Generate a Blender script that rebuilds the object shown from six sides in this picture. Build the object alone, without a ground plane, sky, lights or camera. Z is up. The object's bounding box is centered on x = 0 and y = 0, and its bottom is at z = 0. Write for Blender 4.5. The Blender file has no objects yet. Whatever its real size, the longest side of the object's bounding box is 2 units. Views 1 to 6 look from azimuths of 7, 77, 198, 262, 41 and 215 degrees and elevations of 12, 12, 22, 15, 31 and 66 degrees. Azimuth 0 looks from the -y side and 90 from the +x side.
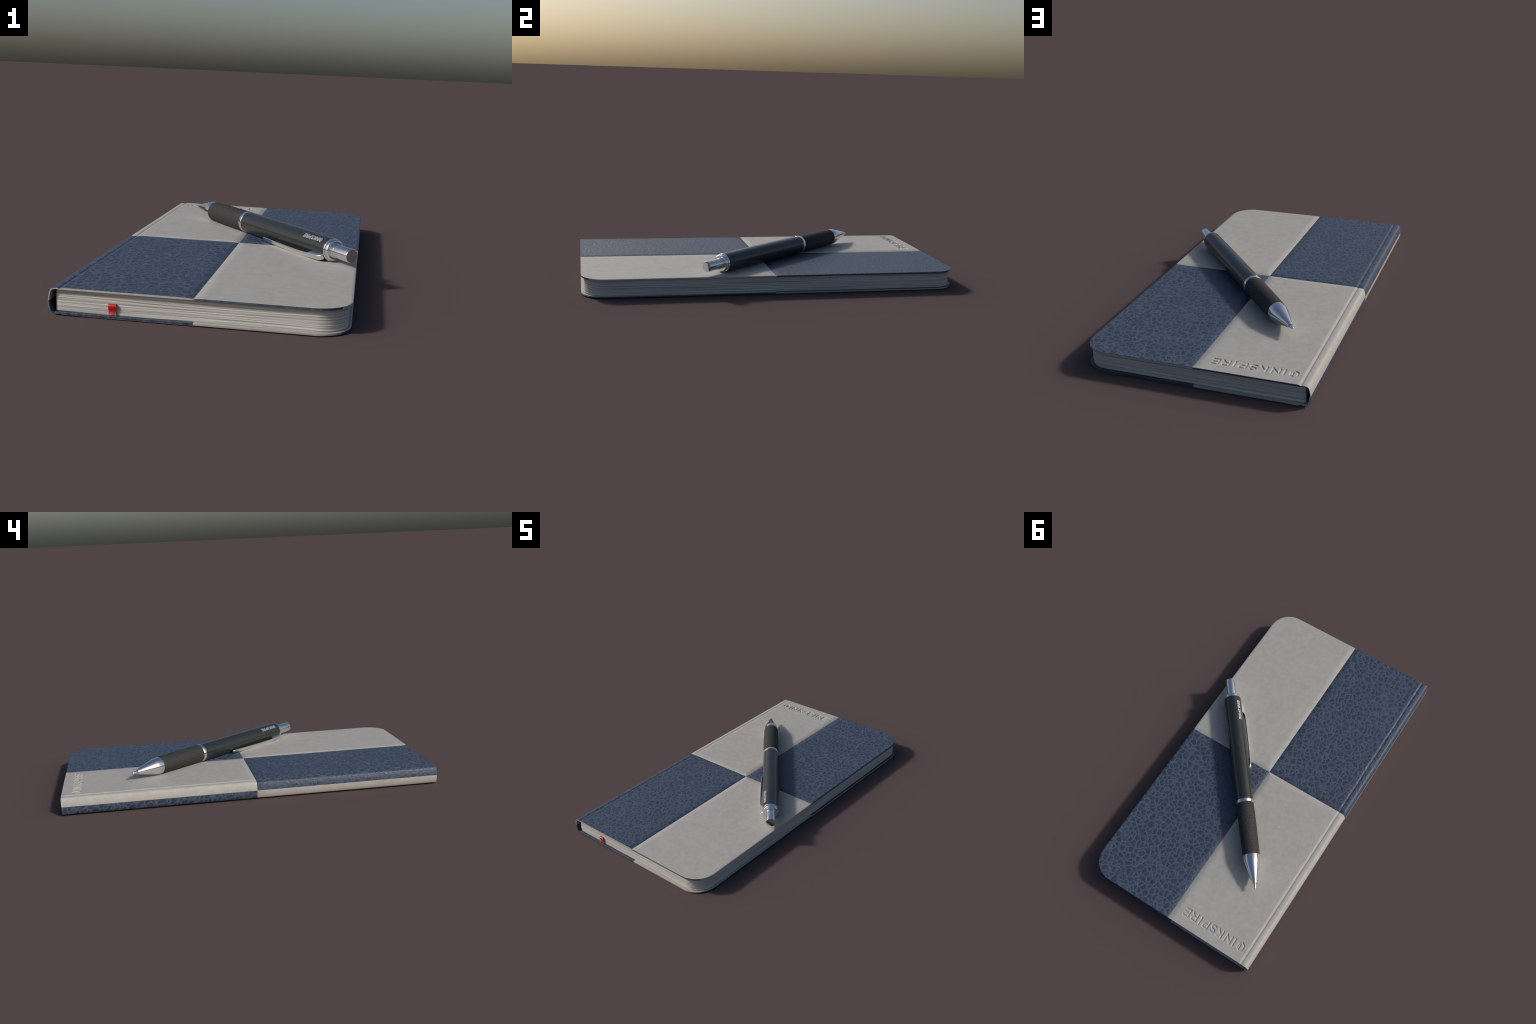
# A two-tone chequered leather notebook with a push-button pen lying across it.
import bpy, bmesh, math
from mathutils import Vector, Matrix, noise

# ------------------------------------------------------------------ sizes (metres)
HALF_LEN = 1.0                     # notebook half length (y)
X_RIGHT = 0.5225                   # fore edge of the cover boards
TOP = 0.0975                       # top of the front board
BOARD = 0.0088                     # board thickness
CORNER = 0.124                     # radius of the two rounded corners
SEAM_X, SEAM_Y = -0.0105, -0.0128  # the patchwork seams
X_HINGE = -0.4690                  # where the boards end and the hinge groove starts
SPINE_MID = 0.0492                 # height where the colours swap on the spine
SEAM_DEPTH, SEAM_WIDTH = 0.0030, 0.036   # the panels sink towards the seams
INSET = 0.0165                     # overhang of the cover over the pages


# ------------------------------------------------------------------ node helpers
class Nodes:
    def __init__(self, name):
        self.mat = bpy.data.materials.new(name)
        self.mat.use_nodes = True
        self.t = self.mat.node_tree
        self.t.nodes.clear()
        self.out = self.t.nodes.new("ShaderNodeOutputMaterial")
        self.bsdf = self.t.nodes.new("ShaderNodeBsdfPrincipled")
        self.t.links.new(self.bsdf.outputs[0], self.out.inputs[0])

    def put(self, sock, val):
        if isinstance(val, bpy.types.NodeSocket):
            self.t.links.new(val, sock)
        elif isinstance(val, (tuple, list)) and len(val) == 3 and sock.type == 'RGBA':
            sock.default_value = (*val, 1)
        else:
            sock.default_value = val

    def set(self, **kw):
        for k, v in kw.items():
            self.put(self.bsdf.inputs[k.replace("_", " ")], v)

    def coords(self):
        return self.t.nodes.new("ShaderNodeTexCoord").outputs["Object"]

    def mapping(self, vec, scale=(1, 1, 1), loc=(0, 0, 0)):
        n = self.t.nodes.new("ShaderNodeMapping")
        self.put(n.inputs["Vector"], vec)
        n.inputs["Scale"].default_value = scale
        n.inputs["Location"].default_value = loc
        return n.outputs[0]

    def noise(self, vec, scale, detail=3, rough=0.55, color=False):
        n = self.t.nodes.new("ShaderNodeTexNoise")
        self.put(n.inputs["Vector"], vec)
        n.inputs["Scale"].default_value = scale
        n.inputs["Detail"].default_value = detail
        n.inputs["Roughness"].default_value = rough
        return n.outputs["Color" if color else "Fac"]

    def voronoi_edge(self, vec, scale, randomness=1.0):
        n = self.t.nodes.new("ShaderNodeTexVoronoi")
        n.feature = 'DISTANCE_TO_EDGE'
        self.put(n.inputs["Vector"], vec)
        n.inputs["Scale"].default_value = scale
        n.inputs["Randomness"].default_value = randomness
        return n.outputs["Distance"]

    def math(self, op, a, b=0.0, c=0.0, clamp=False):
        n = self.t.nodes.new("ShaderNodeMath")
        n.operation = op
        n.use_clamp = clamp
        for s, v in zip(n.inputs, (a, b, c)):
            self.put(s, v)
        return n.outputs[0]

    def smooth(self, v, lo, hi, to_lo=0.0, to_hi=1.0):
        n = self.t.nodes.new("ShaderNodeMapRange")
        n.interpolation_type = 'SMOOTHSTEP'
        self.put(n.inputs["Value"], v)
        for k, x in (("From Min", lo), ("From Max", hi), ("To Min", to_lo), ("To Max", to_hi)):
            n.inputs[k].default_value = x
        return n.outputs[0]

    def mix(self, fac, a, b, blend='MIX'):
        n = self.t.nodes.new("ShaderNodeMix")
        n.data_type = 'RGBA'
        n.blend_type = blend
        self.put(n.inputs[0], fac)
        self.put(n.inputs[6], a)
        self.put(n.inputs[7], b)
        return n.outputs[2]

    def add_vec(self, a, b, scale):
        s = self.t.nodes.new("ShaderNodeVectorMath")
        s.operation = 'MULTIPLY_ADD'
        self.put(s.inputs[0], b)
        s.inputs[1].default_value = (scale,) * 3
        self.put(s.inputs[2], a)
        return s.outputs[0]

    def bump(self, height, dist, strength=1.0, normal=None):
        n = self.t.nodes.new("ShaderNodeBump")
        n.inputs["Strength"].default_value = strength
        n.inputs["Distance"].default_value = dist
        self.put(n.inputs["Height"], height)
        if normal is not None:
            self.put(n.inputs["Normal"], normal)
        return n.outputs[0]


# ------------------------------------------------------------------ materials
def sink_to_seams(m, co):
    """Normal of panels that are padded and pulled down along the two seams."""
    sep = m.t.nodes.new("ShaderNodeSeparateXYZ")
    m.put(sep.inputs[0], co)
    dx = m.math('ABSOLUTE', m.math('SUBTRACT', sep.outputs[0], SEAM_X))
    dy = m.math('ABSOLUTE', m.math('SUBTRACT', sep.outputs[1], SEAM_Y))
    q = m.math('SUBTRACT', 1.0, m.math('DIVIDE', m.math('MINIMUM', dx, dy), SEAM_WIDTH), clamp=True)
    return m.bump(m.math('MULTIPLY', m.math('MULTIPLY', q, q), -0.0028), 1.0)


def unrolled(m, co):
    """Leather laid flat: the height is added to the width, so the grain runs on over the spine."""
    sep, com = m.t.nodes.new("ShaderNodeSeparateXYZ"), m.t.nodes.new("ShaderNodeCombineXYZ")
    m.put(sep.inputs[0], co)
    m.put(com.inputs[0], m.math('ADD', sep.outputs[0], sep.outputs[2]))
    m.put(com.inputs[1], m.math('ADD', sep.outputs[1], m.math('MULTIPLY', sep.outputs[2], 0.4)))
    return com.outputs[0]


def blue_leather():
    m = Nodes("blue_grained_leather")
    co = m.coords()
    flat = unrolled(m, co)
    wob = m.add_vec(flat, m.noise(flat, 26, 3, color=True), 0.017)
    big = m.voronoi_edge(wob, 33)
    small = m.voronoi_edge(m.mapping(wob, loc=(3.1, 1.7, 0.4)), 62)
    vein_big = m.smooth(big, 0.0, 0.165, 1.0, 0.0)
    vein_small = m.math('MULTIPLY', m.smooth(small, 0.0, 0.19, 1.0, 0.0),
                        m.smooth(m.noise(flat, 21, 2), 0.44, 0.70))
    vein = m.math('MAXIMUM', vein_big, m.math('MULTIPLY', vein_small, 0.7))
    cloud = m.noise(flat, 9, 4)
    cell = m.mix(cloud, (0.026, 0.037, 0.073), (0.035, 0.047, 0.087))
    dark = m.smooth(m.noise(flat, 95, 2), 0.38, 0.66)
    pebble = m.mix(dark, (0.022, 0.031, 0.063), cell)
    line = m.mix(cloud, (0.062, 0.092, 0.132), (0.078, 0.109, 0.150))
    m.set(Base_Color=m.mix(vein, pebble, line), Roughness=0.52)
    m.put(m.bsdf.inputs["Specular IOR Level"], m.smooth(vein, 0.0, 1.0, 0.58, 0.10))
    pillow = m.math('ADD', m.smooth(big, 0.0, 0.30), m.math('MULTIPLY', m.smooth(small, 0.0, 0.25), 0.35))
    h = m.math('ADD', pillow, m.math('MULTIPLY', m.noise(co, 95, 4), 0.8))
    m.set(Normal=m.bump(h, 0.0010, 0.7, sink_to_seams(m, co)))
    return m.mat


def cream_leather():
    m = Nodes("cream_soft_leather")
    co = m.coords()
    blot = m.smooth(m.noise(co, 34, 4, 0.6), 0.3, 0.72)
    fine = m.noise(co, 120, 3)
    c = m.mix(blot, (0.345, 0.334, 0.314), (0.395, 0.383, 0.360))
    c = m.mix(m.math('MULTIPLY', m.smooth(m.noise(co, 8, 3), 0.35, 0.7), 0.35), c, (0.410, 0.398, 0.374))
    c = m.mix(m.math('MULTIPLY', fine, 0.24), c, (0.300, 0.292, 0.275))
    m.set(Base_Color=c, Roughness=0.62)
    m.bsdf.inputs["Specular IOR Level"].default_value = 0.3
    h = m.math('ADD', m.noise(co, 70, 4), m.math('MULTIPLY', m.noise(co, 260, 2), 0.35))
    m.set(Normal=m.bump(h, 0.0012, 0.35, sink_to_seams(m, co)))
    return m.mat


def paper():
    m = Nodes("stacked_paper_edges")
    co = m.coords()
    wavy = m.add_vec(co, m.noise(m.mapping(co, (2.2, 2.2, 16)), 1.0, 2, color=True), 0.010)
    a = m.noise(m.mapping(wavy, (1.5, 1.5, 210)), 1.0, 2)
    b = m.noise(m.mapping(wavy, (4, 4, 620), (5, 2, 1)), 1.0, 2)
    s = m.math('ADD', m.math('MULTIPLY', a, 0.65), m.math('MULTIPLY', b, 0.35))
    c = m.mix(m.smooth(s, 0.34, 0.58), (0.33, 0.32, 0.305), (0.52, 0.505, 0.48))
    m.set(Base_Color=c, Roughness=0.8)
    m.bsdf.inputs["Specular IOR Level"].default_value = 0.2
    m.set(Normal=m.bump(s, 0.0016, 0.6))
    return m.mat


def ribbon_satin():
    m = Nodes("red_satin_ribbon")
    co = m.coords()
    weave = m.noise(m.mapping(co, (900, 900, 40)), 1.0, 2)
    m.set(Base_Color=m.mix(weave, (0.40, 0.010, 0.012), (0.55, 0.022, 0.022)), Roughness=0.38)
    m.set(Normal=m.bump(weave, 0.0003, 0.3))
    return m.mat


def chrome():
    m = Nodes("polished_chrome")
    co = m.coords()
    m.set(Base_Color=(0.80, 0.80, 0.81), Metallic=1.0,
          Roughness=m.smooth(m.noise(co, 60, 2), 0.2, 0.8, 0.085, 0.125))
    return m.mat


def black_lacquer():
    m = Nodes("black_lacquered_barrel")
    co = m.coords()
    n = m.noise(co, 8, 2)
    m.set(Base_Color=m.mix(n, (0.0170, 0.0188, 0.0192), (0.0195, 0.0212, 0.0214)), Roughness=0.26)
    m.bsdf.inputs["Specular IOR Level"].default_value = 0.5
    m.set(Coat_Weight=0.35, Coat_Roughness=0.06)
    return m.mat


def grip_rubber():
    m = Nodes("black_dotted_rubber")
    co = m.coords()
    sep = m.t.nodes.new("ShaderNodeSeparateXYZ")
    m.put(sep.inputs[0], co)
    turns = m.math('DIVIDE', m.math('ARCTAN2', sep.outputs[2], sep.outputs[1]), 2 * math.pi)
    row = m.math('DIVIDE', sep.outputs[0], GRIP_ROW)
    col = m.math('ADD', m.math('MULTIPLY', turns, GRIP_COLS),
                 m.math('MULTIPLY', m.math('FLOOR', row), 0.5))
    du = m.math('MULTIPLY', m.math('SUBTRACT', m.math('FRACT', m.math('ADD', col, 40.0)), 0.5), 0.3 / GRIP_COLS)
    dv = m.math('MULTIPLY', m.math('SUBTRACT', m.math('FRACT', row), 0.5), GRIP_ROW)
    d = m.math('SQRT', m.math('ADD', m.math('MULTIPLY', du, du), m.math('MULTIPLY', dv, dv)))
    dot = m.smooth(d, 0.0020, 0.0050, 1.0, 0.0)
    grain = m.noise(co, 400, 2)
    base = m.mix(grain, (0.021, 0.021, 0.020), (0.028, 0.028, 0.027))
    m.set(Base_Color=m.mix(dot, base, (0.036, 0.036, 0.035)), Roughness=0.72)
    m.bsdf.inputs["Specular IOR Level"].default_value = 0.35
    m.set(Normal=m.bump(m.math('ADD', dot, m.math('MULTIPLY', grain, 0.1)), 0.0010, 0.6))
    return m.mat


def silver_print():
    m = Nodes("silver_print")
    m.set(Base_Color=m.mix(m.noise(m.coords(), 200, 2), (0.56, 0.56, 0.57), (0.64, 0.64, 0.64)),
          Metallic=0.8, Roughness=0.4)
    return m.mat


GRIP_ROW, GRIP_COLS = 0.0178, 16.0
BLUE, CREAM, PAPER = blue_leather(), cream_leather(), paper()
SATIN, CHROME, LACQUER = ribbon_satin(), chrome(), black_lacquer()
RUBBER, SILVER = grip_rubber(), silver_print()


# ------------------------------------------------------------------ object helpers
def mesh_object(name, verts, faces, mats, parent, slots=None, sharp=35.0):
    me = bpy.data.meshes.new(name)
    me.from_pydata([tuple(v) for v in verts], [], faces)
    for mt in mats:
        me.materials.append(mt)
    if slots:
        me.polygons.foreach_set("material_index", slots)
    me.polygons.foreach_set("use_smooth", [True] * len(me.polygons))
    me.validate()
    me.update()
    me.set_sharp_from_angle(angle=math.radians(sharp))
    ob = bpy.data.objects.new(name, me)
    bpy.context.scene.collection.objects.link(ob)
    ob.parent = parent
    return ob


def thing(name, label, category):
    ob = bpy.data.objects.new(name, None)
    ob.empty_display_size = 0.1
    bpy.context.scene.collection.objects.link(ob)
    ob["label"], ob["category"] = label, category
    return ob


def steps(stops):
    """Sorted positions from (start, end, spacing) spans, ends kept exactly."""
    vals = []
    for a, b, d in stops:
        n = max(1, round((b - a) / d))
        vals += [a + (b - a) * i / n for i in range(n)]
    vals.append(stops[-1][1])
    return vals


def smoothstep(a, b, x):
    t = min(1.0, max(0.0, (x - a) / (b - a)))
    return t * t * (3 - 2 * t)


# ------------------------------------------------------------------ lettering as pen strokes
def arc(cx, cy, rx, ry, a0, a1, n=8):
    return [(cx + rx * math.cos(math.radians(a0 + (a1 - a0) * i / n)),
             cy + ry * math.sin(math.radians(a0 + (a1 - a0) * i / n))) for i in range(n + 1)]


BOWL = [(0, 1), (0.50, 1)] + arc(0.50, 0.73, 0.265, 0.27, 90, -90) + [(0, 0.46)]
GLYPHS = {   # unit cap height: (advance width, strokes)
    "I": (0.0, [[(0, 0), (0, 1)]]),
    "N": (0.86, [[(0, 0), (0, 1), (0.86, 0), (0.86, 1)]]),
    "K": (0.74, [[(0, 0), (0, 1)], [(0.70, 1), (0.04, 0.42)], [(0.27, 0.62), (0.74, 0)]]),
    "S": (0.70, [arc(0.36, 0.755, 0.31, 0.245, 28, 262, 10) + arc(0.35, 0.252, 0.34, 0.252, 82, -152, 10)]),
    "P": (0.76, [[(0, 0), (0, 1)], BOWL]),
    "R": (0.80, [[(0, 0), (0, 1)], BOWL, [(0.40, 0.46), (0.82, 0)]]),
    "E": (0.72, [[(0.74, 1), (0, 1), (0, 0), (0.74, 0)], [(0, 0.51), (0.66, 0.51)]]),
    # the hexagonal mark in front of the word
    "hex": (0.80, [[(0.4 + 0.46 * math.sin(math.radians(60 * k)), 0.5 + 0.56 * math.cos(math.radians(60 * k)))
                    for k in range(7)], [(0.56, 0.74), (0.56, 0.28)]]),
}
WORD = ["hex", "I", "N", "K", "S", "P", "I", "R", "E"]


def word_strokes(x0, xs, y0, height, squeeze):
    """Polylines of the word; xs = left edge of every sign."""
    out = []
    for sign, x in zip(WORD, xs):
        for st in GLYPHS[sign][1]:
            out.append([(x + px * height * squeeze, y0 + py * height) for px, py in st])
    return out


COVER_X = [-0.4455, -0.3880, -0.3675, -0.3105, -0.2660, -0.2205, -0.1690, -0.1460, -0.0975]
STROKE = 0.0047                                    # half width of a pressed stroke
COVER_TEXT = word_strokes(0, COVER_X, 0.9020, 0.0398, 0.95)
SEGMENTS = [(a, b) for line in COVER_TEXT for a, b in zip(line, line[1:])
            if math.dist(a, b) > 1e-6]


def stroke_distance(x, y):
    best = 1.0
    for (ax, ay), (bx, by) in SEGMENTS:
        if x < min(ax, bx) - 0.008 or x > max(ax, bx) + 0.008:
            continue
        dx, dy = bx - ax, by - ay
        t = min(1, max(0, ((x - ax) * dx + (y - ay) * dy) / (dx * dx + dy * dy)))
        best = min(best, math.hypot(x - ax - t * dx, y - ay - t * dy))
    return best


def fore_edge(y):
    over = abs(y) - (HALF_LEN - CORNER)
    if over <= 0:
        return X_RIGHT
    return X_RIGHT - CORNER + math.sqrt(max(0.0, CORNER ** 2 - over ** 2))


def dip(d):
    return SEAM_DEPTH * max(0.0, 1 - abs(d) / SEAM_WIDTH) ** 2


def relief(x, y):
    """How far the outer face of the front board lies below its flat plane."""
    z = max(dip(x - SEAM_X), dip(y - SEAM_Y)) * smoothstep(-0.03, 0.03, min(HALF_LEN - abs(y), fore_edge(y) - x))
    if 0.888 < y < 0.956 and -0.458 < x < -0.05:
        z += 0.0036 * (1 - smoothstep(0.0008, STROKE + 0.0016, stroke_distance(x, y)))
    z += 0.0004 * noise.noise(Vector((x * 5, y * 5, 0.3)))
    return z


def is_cream(x, y):
    return (x > SEAM_X) == (y < SEAM_Y)


# ------------------------------------------------------------------ notebook
notebook = thing("chequered_notebook", "slim notebook with blue and cream chequered leather cover", "notebook")

CORNER_ROWS = [HALF_LEN - CORNER + CORNER * math.sin(math.radians(a)) for a in range(6, 90, 6)]
ROWS = steps([(-(HALF_LEN - CORNER), SEAM_Y - 0.05, 0.03), (SEAM_Y - 0.05, SEAM_Y, 0.0035),
              (SEAM_Y, SEAM_Y + 0.05, 0.0035), (SEAM_Y + 0.05, HALF_LEN - CORNER, 0.03)])
ROWS = sorted(set([-HALF_LEN, HALF_LEN, -HALF_LEN + 0.0012, HALF_LEN - 0.0012] + [-r for r in CORNER_ROWS] + CORNER_ROWS + ROWS
                  + [0.888 + 0.0011 * i for i in range(62)]))
ROWS = [r for i, r in enumerate(ROWS) if i == 0 or r - ROWS[i - 1] > 0.0003 or r in (HALF_LEN,)]
X_FIX = 0.36
COLS = steps([(X_HINGE, -0.456, 0.006), (-0.456, -0.052, 0.0011), (-0.052, SEAM_X, 0.0032),
              (SEAM_X, SEAM_X + 0.05, 0.0035), (SEAM_X + 0.05, X_FIX, 0.03)])
TAIL = [0.25, 0.5, 0.75, 0.93, 0.99, 1.0]      # share of the way from X_FIX to the fore edge


def board(name, outer_z, sign, fine):
    """One cover board. sign +1: front (outer face up), -1: back (outer face down)."""
    inner_z = outer_z - sign * BOARD
    cols = COLS if fine else steps([(X_HINGE, SEAM_X, 0.05), (SEAM_X, X_FIX, 0.05)])
    verts, faces, slots = [], [], []
    nx = len(cols) + len(TAIL)
    for face in (0, 1):
        for y in ROWS:
            xe = fore_edge(y)
            for i in range(nx):
                x = cols[i] if i < len(cols) else X_FIX + (xe - X_FIX) * TAIL[i - len(cols)]
                rim = i == nx - 1 or abs(y) == HALF_LEN
                if face == 0:
                    z = outer_z - sign * ((relief(x, y) if fine else 0.0) + (0.0012 if rim else 0))
                    if i == 0:
                        z = outer_z - sign * (dip(y - SEAM_Y) if fine else 0.0)
                else:
                    z = inner_z + sign * (0.0008 if rim else 0)
                verts.append((x, y, z))
    ny = len(ROWS)
    base = nx * ny

    def outer_cream(x, y):
        return is_cream(x, y) if sign > 0 else not is_cream(x, y)

    def add(f, cream):
        faces.append(f if sign > 0 else f[::-1])
        slots.append(1 if cream else 0)

    for j in range(ny - 1):
        ym = (ROWS[j] + ROWS[j + 1]) / 2
        for i in range(nx - 1):
            a, b, c, d = j * nx + i, j * nx + i + 1, (j + 1) * nx + i + 1, (j + 1) * nx + i
            xm = (verts[a][0] + verts[b][0]) / 2
            add((a, b, c, d), outer_cream(xm, ym))
            add((d + base, c + base, b + base, a + base), not outer_cream(xm, ym))
        # fore edge shows the outer colour, round the bend the lining takes over
        a, d = j * nx + nx - 1, (j + 1) * nx + nx - 1
        on_side = abs(ym) < HALF_LEN - CORNER * 0.3
        oc = outer_cream(0.4, ym)
        add((a, a + base, d + base, d), oc if on_side else not oc)
    for i in range(nx - 1):
        for j, flip in ((0, False), (ny - 1, True)):
            a, b = j * nx + i, j * nx + i + 1
            xm = (verts[a][0] + verts[b][0]) / 2
            f = (a, a + base, b + base, b)
            add(f[::-1] if flip else f, not outer_cream(xm, ROWS[j]))
    return mesh_object(name, verts, faces, [BLUE, CREAM], notebook, slots, 40)


board("front_cover", TOP, 1, True)
board("back_cover", 0.0, -1, False)


def spine():
    """Bent leather strip: hinge groove, rounded back, hinge groove."""
    half = [(X_HINGE, TOP), (-0.4720, TOP - 0.0004), (-0.4745, TOP - 0.0014), (-0.4790, TOP - 0.0034),
            (-0.4815, TOP - 0.0042), (-0.4835, TOP - 0.0040), (-0.4855, TOP - 0.0026), (-0.4880, TOP - 0.0020),
            (-0.4960, TOP - 0.0024), (-0.5035, TOP - 0.0032), (-0.5090, TOP - 0.0048), (-0.5125, TOP - 0.0068),
            (-0.5145, TOP - 0.0092), (-0.5175, TOP - 0.0165), (-0.5203, TOP - 0.0260), (-0.5220, TOP - 0.0360),
            (-X_RIGHT, SPINE_MID)]
    outer = half + [(x, TOP - z) for x, z in reversed(half[:-1])]
    # lining: the same curve offset inwards, meeting the inner faces of the boards at both ends
    lining = []
    n = len(outer)
    for k, (x, z) in enumerate(outer):
        a, b = outer[max(0, k - 2)], outer[min(n - 1, k + 2)]
        tx, tz = b[0] - a[0], b[1] - a[1]
        ln = math.hypot(tx, tz)
        th = BOARD - (BOARD - 0.0052) * min(1.0, min(k, n - 1 - k) / 6)
        nx_, nz_ = -tz / ln, tx / ln
        if k < 6:
            nx_, nz_ = 0, -1
        if n - 1 - k < 6:
            nx_, nz_ = 0, 1
        lining.append((x + nx_ * th, z + nz_ * th))
    for k in range(6):      # flat under the groove
        lining[k] = (outer[k][0], TOP - BOARD)
        lining[n - 1 - k] = (outer[n - 1 - k][0], BOARD)
    verts, faces, slots = [], [], []
    for line, side in ((outer, 0), (lining, 1)):
        for y in ROWS:
            d = dip(y - SEAM_Y)
            for k, (x, z) in enumerate(line):
                cut = d if (side == 0 and z > SPINE_MID) else 0.0
                if k == 0 or z > TOP - 0.006:
                    p = (x, y, z - cut)
                else:
                    p = (x + cut * 0.6, y, z)
                if abs(y) == HALF_LEN and 0 < k < n - 1:
                    cx, cz = -0.47, SPINE_MID
                    s = -0.0009 if side == 0 else 0.0006
                    r = math.hypot(x - cx, z - cz)
                    p = (p[0] + (x - cx) / r * s, y, p[2] + (z - cz) / r * s)
                verts.append(p)
    ny = len(ROWS)
    base = n * ny
    for j in range(ny - 1):
        front = (ROWS[j] + ROWS[j + 1]) / 2 < SEAM_Y
        for k in range(n - 1):
            upper = (outer[k][1] + outer[k + 1][1]) / 2 > SPINE_MID
            cream = upper != front
            a, b, c, d = j * n + k, j * n + k + 1, (j + 1) * n + k + 1, (j + 1) * n + k
            faces.append((d, c, b, a)); slots.append(int(cream))
            faces.append((a + base, b + base, c + base, d + base)); slots.append(int(not cream))
    for k in range(n - 1):
        upper = (outer[k][1] + outer[k + 1][1]) / 2 > SPINE_MID
        for j, front in ((0, True), (ny - 1, False)):
            a, b = j * n + k, j * n + k + 1
            f = (a, b, b + base, a + base)
            faces.append(f if front else f[::-1]); slots.append(int(upper == front))
    return mesh_object("spine", verts, faces, [BLUE, CREAM], notebook, slots, 30)


spine()


def page_block():
    z0, z1 = BOARD + 0.0004, TOP - BOARD - 0.0004
    xl, xr, yh, rad = -0.4985, X_RIGHT - 0.0105, HALF_LEN - INSET + 0.003, CORNER - INSET
    path = []                                  # (x, y, nx, ny) round the block
    n = 150
    for i in range(n):
        path.append((xl + (xr - rad - xl) * i / n, -yh, 0, -1))
    for i in range(24):
        a = math.radians(-90 + 90 * i / 24)
        path.append((xr - rad + rad * math.cos(a), -yh + rad + rad * math.sin(a), math.cos(a), math.sin(a)))
    for i in range(230):
        path.append((xr, -yh + rad + 2 * (yh - rad) * i / 230, 1, 0))
    for i in range(24):
        a = math.radians(90 * i / 24)
        path.append((xr - rad + rad * math.cos(a), yh - rad + rad * math.sin(a), math.cos(a), math.sin(a)))
    for i in range(n + 1):
        path.append((xr - rad + (xl - xr + rad) * i / n, yh, 0, 1))
    m = len(path)
    levels = 96
    verts, faces = [], []
    for k in range(levels + 1):
        z = z0 + (z1 - z0) * k / levels
        for x, y, nx, ny in path:
            s = x * 1.0 + y * 1.3
            zz = z + 0.0065 * noise.noise(Vector((x * 2.2, y * 2.2, z * 22)))
            r = noise.noise(Vector((x * 1.3, y * 1.3, zz * 190)))
            q = noise.noise(Vector((x * 3.0 + 7, y * 3.0, zz * 420)))
            e = 0.0007 * noise.noise(Vector((x * 1.5, y * 1.5, 9.0)))
            # pages sag back a little just under and over the boards, and at the spine
            near = min(k, levels - k) / levels
            back = 0.0008 * (1 - smoothstep(0, 0.05, near)) + 0.004 * (1 - smoothstep(0, 0.012, x - xl)) ** 2
            off = 0.0015 * r + 0.0008 * q + e - back - 0.001
            verts.append((x + nx * off, y + ny * off, z))
    for k in range(levels):
        for i in range(m):
            a, b = k * m + i, k * m + (i + 1) % m
            faces.append((a, b, b + m, a + m))
    faces.append(tuple(range(levels * m, levels * m + m)))
    faces.append(tuple(range(m - 1, -1, -1)))
    return mesh_object("page_block", verts, faces, [PAPER], notebook, None, 60)


page_block()


def smooth_curve(points, per=4):
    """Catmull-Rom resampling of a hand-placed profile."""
    fine = []
    for i in range(len(points) - 1):
        p = [Vector(points[max(0, min(len(points) - 1, i + d))]) for d in (-1, 0, 1, 2)]
        for s in range(per):
            t = s / per
            fine.append(0.5 * (2 * p[1] + (p[2] - p[0]) * t + (2 * p[0] - 5 * p[1] + 4 * p[2] - p[3]) * t * t
                               + (3 * p[1] - p[0] - 3 * p[2] + p[3]) * t ** 3))
    fine.append(Vector(points[-1]))
    return fine


def ribbon():
    """Bookmark ribbon that hangs out between the pages and ends in a swallow tail."""
    side = [(-0.955, 0.0480), (-0.972, 0.0486), (-0.982, 0.0500), (-0.9885, 0.0506), (-0.9940, 0.0494),
            (-0.9966, 0.0460), (-0.9972, 0.0418), (-0.9958, 0.0360), (-0.9932, 0.0302), (-0.9916, 0.0252),
            (-0.9919, 0.0200), (-0.9936, 0.0150), (-0.9962, 0.0100)]
    x0, x1, thick, across = -0.3085, -0.2815, 0.0009, 12
    fine = smooth_curve(side)
    n = len(fine)

    def at(f):
        i = min(n - 2, int(f)); return fine[i].lerp(fine[i + 1], f - i)
    verts, faces = [], []
    for layer in (0, 1):
        for c in range(across + 1):
            u = c / across
            notch = 7.0 * (1 - abs(2 * u - 1))           # swallow tail
            last = n - 1 - notch
            for k in range(n):
                f = last * k / (n - 1)
                p, q = at(f), at(min(n - 1, f + 0.5)) - at(max(0, f - 0.5))
                nrm = Vector((q.y, -q.x)).normalized()
                o = p - nrm * thick * layer
                verts.append((x0 + (x1 - x0) * u, o.x - 0.0004 * math.sin(3 * u), o.y))
    w = n
    base = (across + 1) * w
    for c in range(across):
        for k in range(n - 1):
            a, b = c * w + k, (c + 1) * w + k
            faces.append((a, a + 1, b + 1, b))
            faces.append((b + base, b + 1 + base, a + 1 + base, a + base))
        a, b = c * w + n - 1, (c + 1) * w + n - 1
        faces.append((a, a + base, b + base, b))
    for k in range(n - 1):
        faces.append((k + 1, k, k + base, k + 1 + base))
        a = across * w + k
        faces.append((a, a + 1, a + 1 + base, a + base))
    return mesh_object("bookmark_ribbon", verts, faces, [SATIN], notebook, None, 50)


ribbon()

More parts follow.
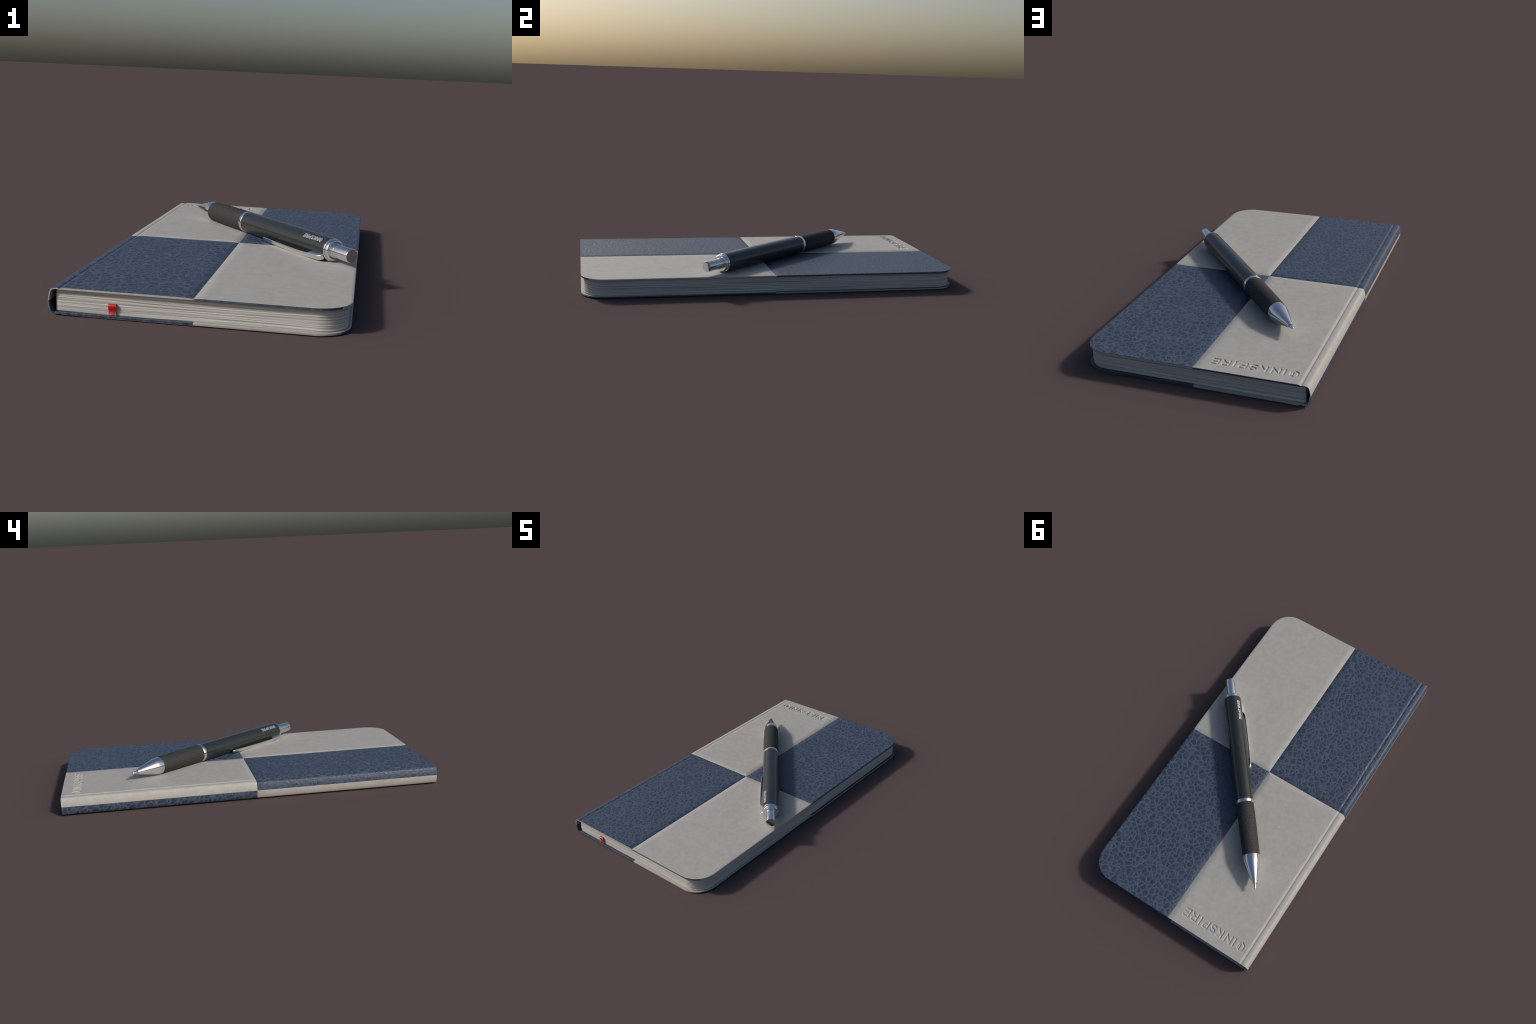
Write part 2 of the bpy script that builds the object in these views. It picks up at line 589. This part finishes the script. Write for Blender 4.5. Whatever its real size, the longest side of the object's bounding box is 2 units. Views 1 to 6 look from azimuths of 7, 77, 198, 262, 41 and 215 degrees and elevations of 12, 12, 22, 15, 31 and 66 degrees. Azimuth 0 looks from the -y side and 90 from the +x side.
# ------------------------------------------------------------------ pen
# Local frame: x runs along the axis from the push button (0) to the writing tip (1.30),
# y points to the clip side, z up.
pen = thing("push_button_pen", "black push-button ballpoint pen with chrome tip and clip", "pen")
PEN_R = 0.0503
axis = Vector((-0.6398, 0.7686, 0.0)).normalized()
side = Vector((0, 0, 1)).cross(axis)
rot = Matrix((axis, side, Vector((0, 0, 1)))).transposed().to_4x4()
pen.matrix_world = Matrix.Translation((0.4988, -0.3726, TOP + PEN_R - 0.0006)) @ rot


def lathe(name, profile, mat, seg=112, sharp=38, parent=pen):
    """Turn (position, radius) points about the pen's axis; radius 0 closes an end."""
    verts, faces, rings = [], [], []
    for t, r in profile:
        if r <= 1e-6:
            rings.append([len(verts)]); verts.append((t, 0, 0)); continue
        rings.append(list(range(len(verts), len(verts) + seg)))
        for i in range(seg):
            a = 2 * math.pi * i / seg
            verts.append((t, r * math.cos(a), r * math.sin(a)))
    for A, B in zip(rings, rings[1:]):
        for i in range(seg):
            j = (i + 1) % seg
            if len(A) == 1:
                faces.append((A[0], B[j], B[i]))
            elif len(B) == 1:
                faces.append((A[i], A[j], B[0]))
            else:
                faces.append((A[i], A[j], B[j], B[i]))
    return mesh_object(name, verts, faces, [mat], parent, None, sharp)


def fillet(p, q, n=5, bulge=True):
    """Quarter ellipse between two profile points."""
    out = []
    for i in range(n + 1):
        a = math.pi / 2 * i / n
        f, g = (1 - math.cos(a), math.sin(a)) if bulge else (math.sin(a), 1 - math.cos(a))
        out.append((p[0] + (q[0] - p[0]) * f, p[1] + (q[1] - p[1]) * g))
    return out


lathe("push_button", [(-0.0042, 0)] + fillet((-0.0042, 0.0268), (-0.0022, 0.0289), 4)
      + [(0.088, 0.0285), (0.0895, 0.0272), (0.0935, 0.0272), (0.095, 0.0292), (0.1035, 0.0300), (0.1060, 0.0330), (0.1060, 0)], CHROME)
lathe("collar", [(0.1030, 0.0300), (0.1030, 0.0370)] + fillet((0.1030, 0.0375), (0.1095, 0.0445), 8)
      + [(0.1165, 0.0445), (0.1172, 0.0430), (0.1182, 0.0430), (0.1190, 0.0465)]
      + fillet((0.1190, 0.0472), (0.1208, 0.0488), 3) + [(0.1245, 0.0488), (0.1252, 0.0478), (0.134, 0.0470), (0.134, 0)], CHROME)
lathe("barrel", [(0.1256, 0), (0.1256, 0.0470)] + fillet((0.1256, 0.0480), (0.1285, 0.0490), 4)
      + [(0.16, 0.0493), (0.22, 0.0498), (0.32, PEN_R), (0.62, PEN_R), (0.74, 0.0498), (0.783, 0.0494), (0.7845, 0.0480), (0.7845, 0)], LACQUER)
lathe("band", [(0.780, 0.047), (0.7852, 0.0488), (0.7862, 0.0497), (0.8022, 0.0497), (0.8032, 0.0490), (0.806, 0.047)], CHROME)

grip_shape = [(0.0, 0.0484), (0.004, 0.0492), (0.05, 0.0496), (0.13, 0.0495), (0.20, 0.0489), (0.25, 0.0481), (0.29, 0.0474),
              (0.3065, 0.0470), (0.3085, 0.0462)]
lathe("grip", [(0.8034, 0)] + [(0.8034 + t, r) for t, r in grip_shape] + [(0.8034 + 0.3085, 0)], RUBBER, 160)
cone_shape = [(1.1105, 0.0440), (1.1116, 0.0462), (1.130, 0.0460), (1.143, 0.0450), (1.155, 0.0425), (1.180, 0.0364),
              (1.210, 0.0288), (1.240, 0.0211), (1.2700, 0.0134)]
cone = smooth_curve(cone_shape, 5) + [(1.2714, 0.0126), (1.2714, 0.0092), (1.262, 0.0088), (1.262, 0.0)]
lathe("nose_cone", cone, CHROME, 128)
lathe("writing_tip", [(1.255, 0.0078), (1.284, 0.0074), (1.289, 0.0064), (1.297, 0.0052)]
      + [(1.297 + 0.0055 * math.sin(a), 0.0052 * math.cos(a)) for a in (0.3, 0.6, 0.9, 1.2)] + [(1.3028, 0)], CHROME, 48)


def clip():
    """Sprung metal clip: a block rooted in the barrel that bows out to a tapering arm."""
    ang = math.radians(-33)
    er, et = Vector((0, math.cos(ang), math.sin(ang))), Vector((0, -math.sin(ang), math.cos(ang)))
    #           t      inner   outer  half width
    stations = [(0.1285, 0.0480, 0.0505, 0.0070), (0.1300, 0.0465, 0.0550, 0.0100), (0.1350, 0.0460, 0.0606, 0.0120),
                (0.1440, 0.0460, 0.0654, 0.0130), (0.1600, 0.0460, 0.0684, 0.0134), (0.1850, 0.0460, 0.0702, 0.0134),
                (0.2060, 0.0460, 0.0710, 0.0133), (0.2120, 0.0566, 0.0712, 0.0133), (0.2200, 0.0632, 0.0715, 0.0133),
                (0.2400, 0.0654, 0.0721, 0.0132), (0.2900, 0.0664, 0.0726, 0.0131), (0.3500, 0.0662, 0.0724, 0.0129),
                (0.4200, 0.0647, 0.0707, 0.0126), (0.4900, 0.0631, 0.0689, 0.0122), (0.5400, 0.0615, 0.0679, 0.0114),
                (0.5560, 0.0575, 0.0677, 0.0106), (0.5640, 0.0560, 0.0673, 0.0092), (0.5690, 0.0563, 0.0657, 0.0070),
                (0.5720, 0.0585, 0.0635, 0.0040)]
    m = 28
    verts, faces = [], []
    for t, ri, ro, hw in stations:
        c, hh = (ri + ro) / 2, (ro - ri) / 2
        for i in range(m):
            a = 2 * math.pi * i / m
            ca, sa = math.cos(a), math.sin(a)
            u = math.copysign(abs(ca) ** 0.45, ca) * hh
            v = math.copysign(abs(sa) ** 0.5, sa) * hw
            # the arm is wrapped slightly round the barrel
            p = er * (c + u - 3.0 * v * v) + et * v
            verts.append((t, p.y, p.z))
    for k in range(len(stations) - 1):
        for i in range(m):
            j = (i + 1) % m
            faces.append((k * m + i, k * m + j, (k + 1) * m + j, (k + 1) * m + i))
    faces.append(tuple(range(m - 1, -1, -1)))
    faces.append(tuple((len(stations) - 1) * m + i for i in range(m)))
    return mesh_object("clip", verts, faces, [CHROME], pen, None, 50)


clip()


def barrel_word():
    """The word printed in silver along the barrel: capsule strokes wrapped round it."""
    start, height, half = 0.1590, 0.0165, 0.00215
    widths = [GLYPHS[s][0] for s in WORD]
    gap, sq = 0.0052, 0.68
    xs, x = [], 0.0
    for wdt in widths:
        xs.append(x)
        x += wdt * height * sq + gap
    stretch = (0.1225) / (x - gap)
    lo = math.radians(57)           # base line, nearer the top of the barrel
    verts, faces, rank = [], [], 0
    for sign, gx in zip(WORD, xs):
        for line in GLYPHS[sign][1]:
            pts = [Vector((start + (gx + px * height * sq) * stretch, py * height)) for px, py in line]
            for a, b in zip(pts, pts[1:]):
                if (b - a).length < 1e-6:
                    continue
                d = (b - a).normalized()
                nrm = Vector((-d.y, d.x))
                rank += 1
                lift = PEN_R + 0.00022 + 0.000012 * (rank % 9)
                spine_pts = [a - d * half] + [a.lerp(b, s / 5) for s in range(6)] + [b + d * half]
                first = len(verts)
                for s, p in enumerate(spine_pts):
                    hw = half * (0.45 if s in (0, len(spine_pts) - 1) else 1.0)
                    for side_ in (-1, 1):
                        for r in (lift, PEN_R - 0.0018):
                            q = p + nrm * hw * side_
                            ang = lo - q.y / PEN_R
                            verts.append((q.x, r * math.cos(ang), r * math.sin(ang)))
                m = len(spine_pts)
                for s in range(m - 1):
                    o, w = first + 4 * s, first + 4 * s + 4
                    faces += [(o, w, w + 2, o + 2), (o + 1, w + 1, w, o), (o + 2, w + 2, w + 3, o + 3)]
                o = first + 4 * (m - 1)
                faces += [(first, first + 2, first + 3, first + 1), (o, o + 1, o + 3, o + 2)]
    ob = mesh_object("lettering", verts, faces, [SILVER], pen, None, 40)
    bm = bmesh.new(); bm.from_mesh(ob.data)
    bmesh.ops.recalc_face_normals(bm, faces=bm.faces)
    bm.to_mesh(ob.data); bm.free()
    ob["kind"] = "stuff"
    return ob


barrel_word()
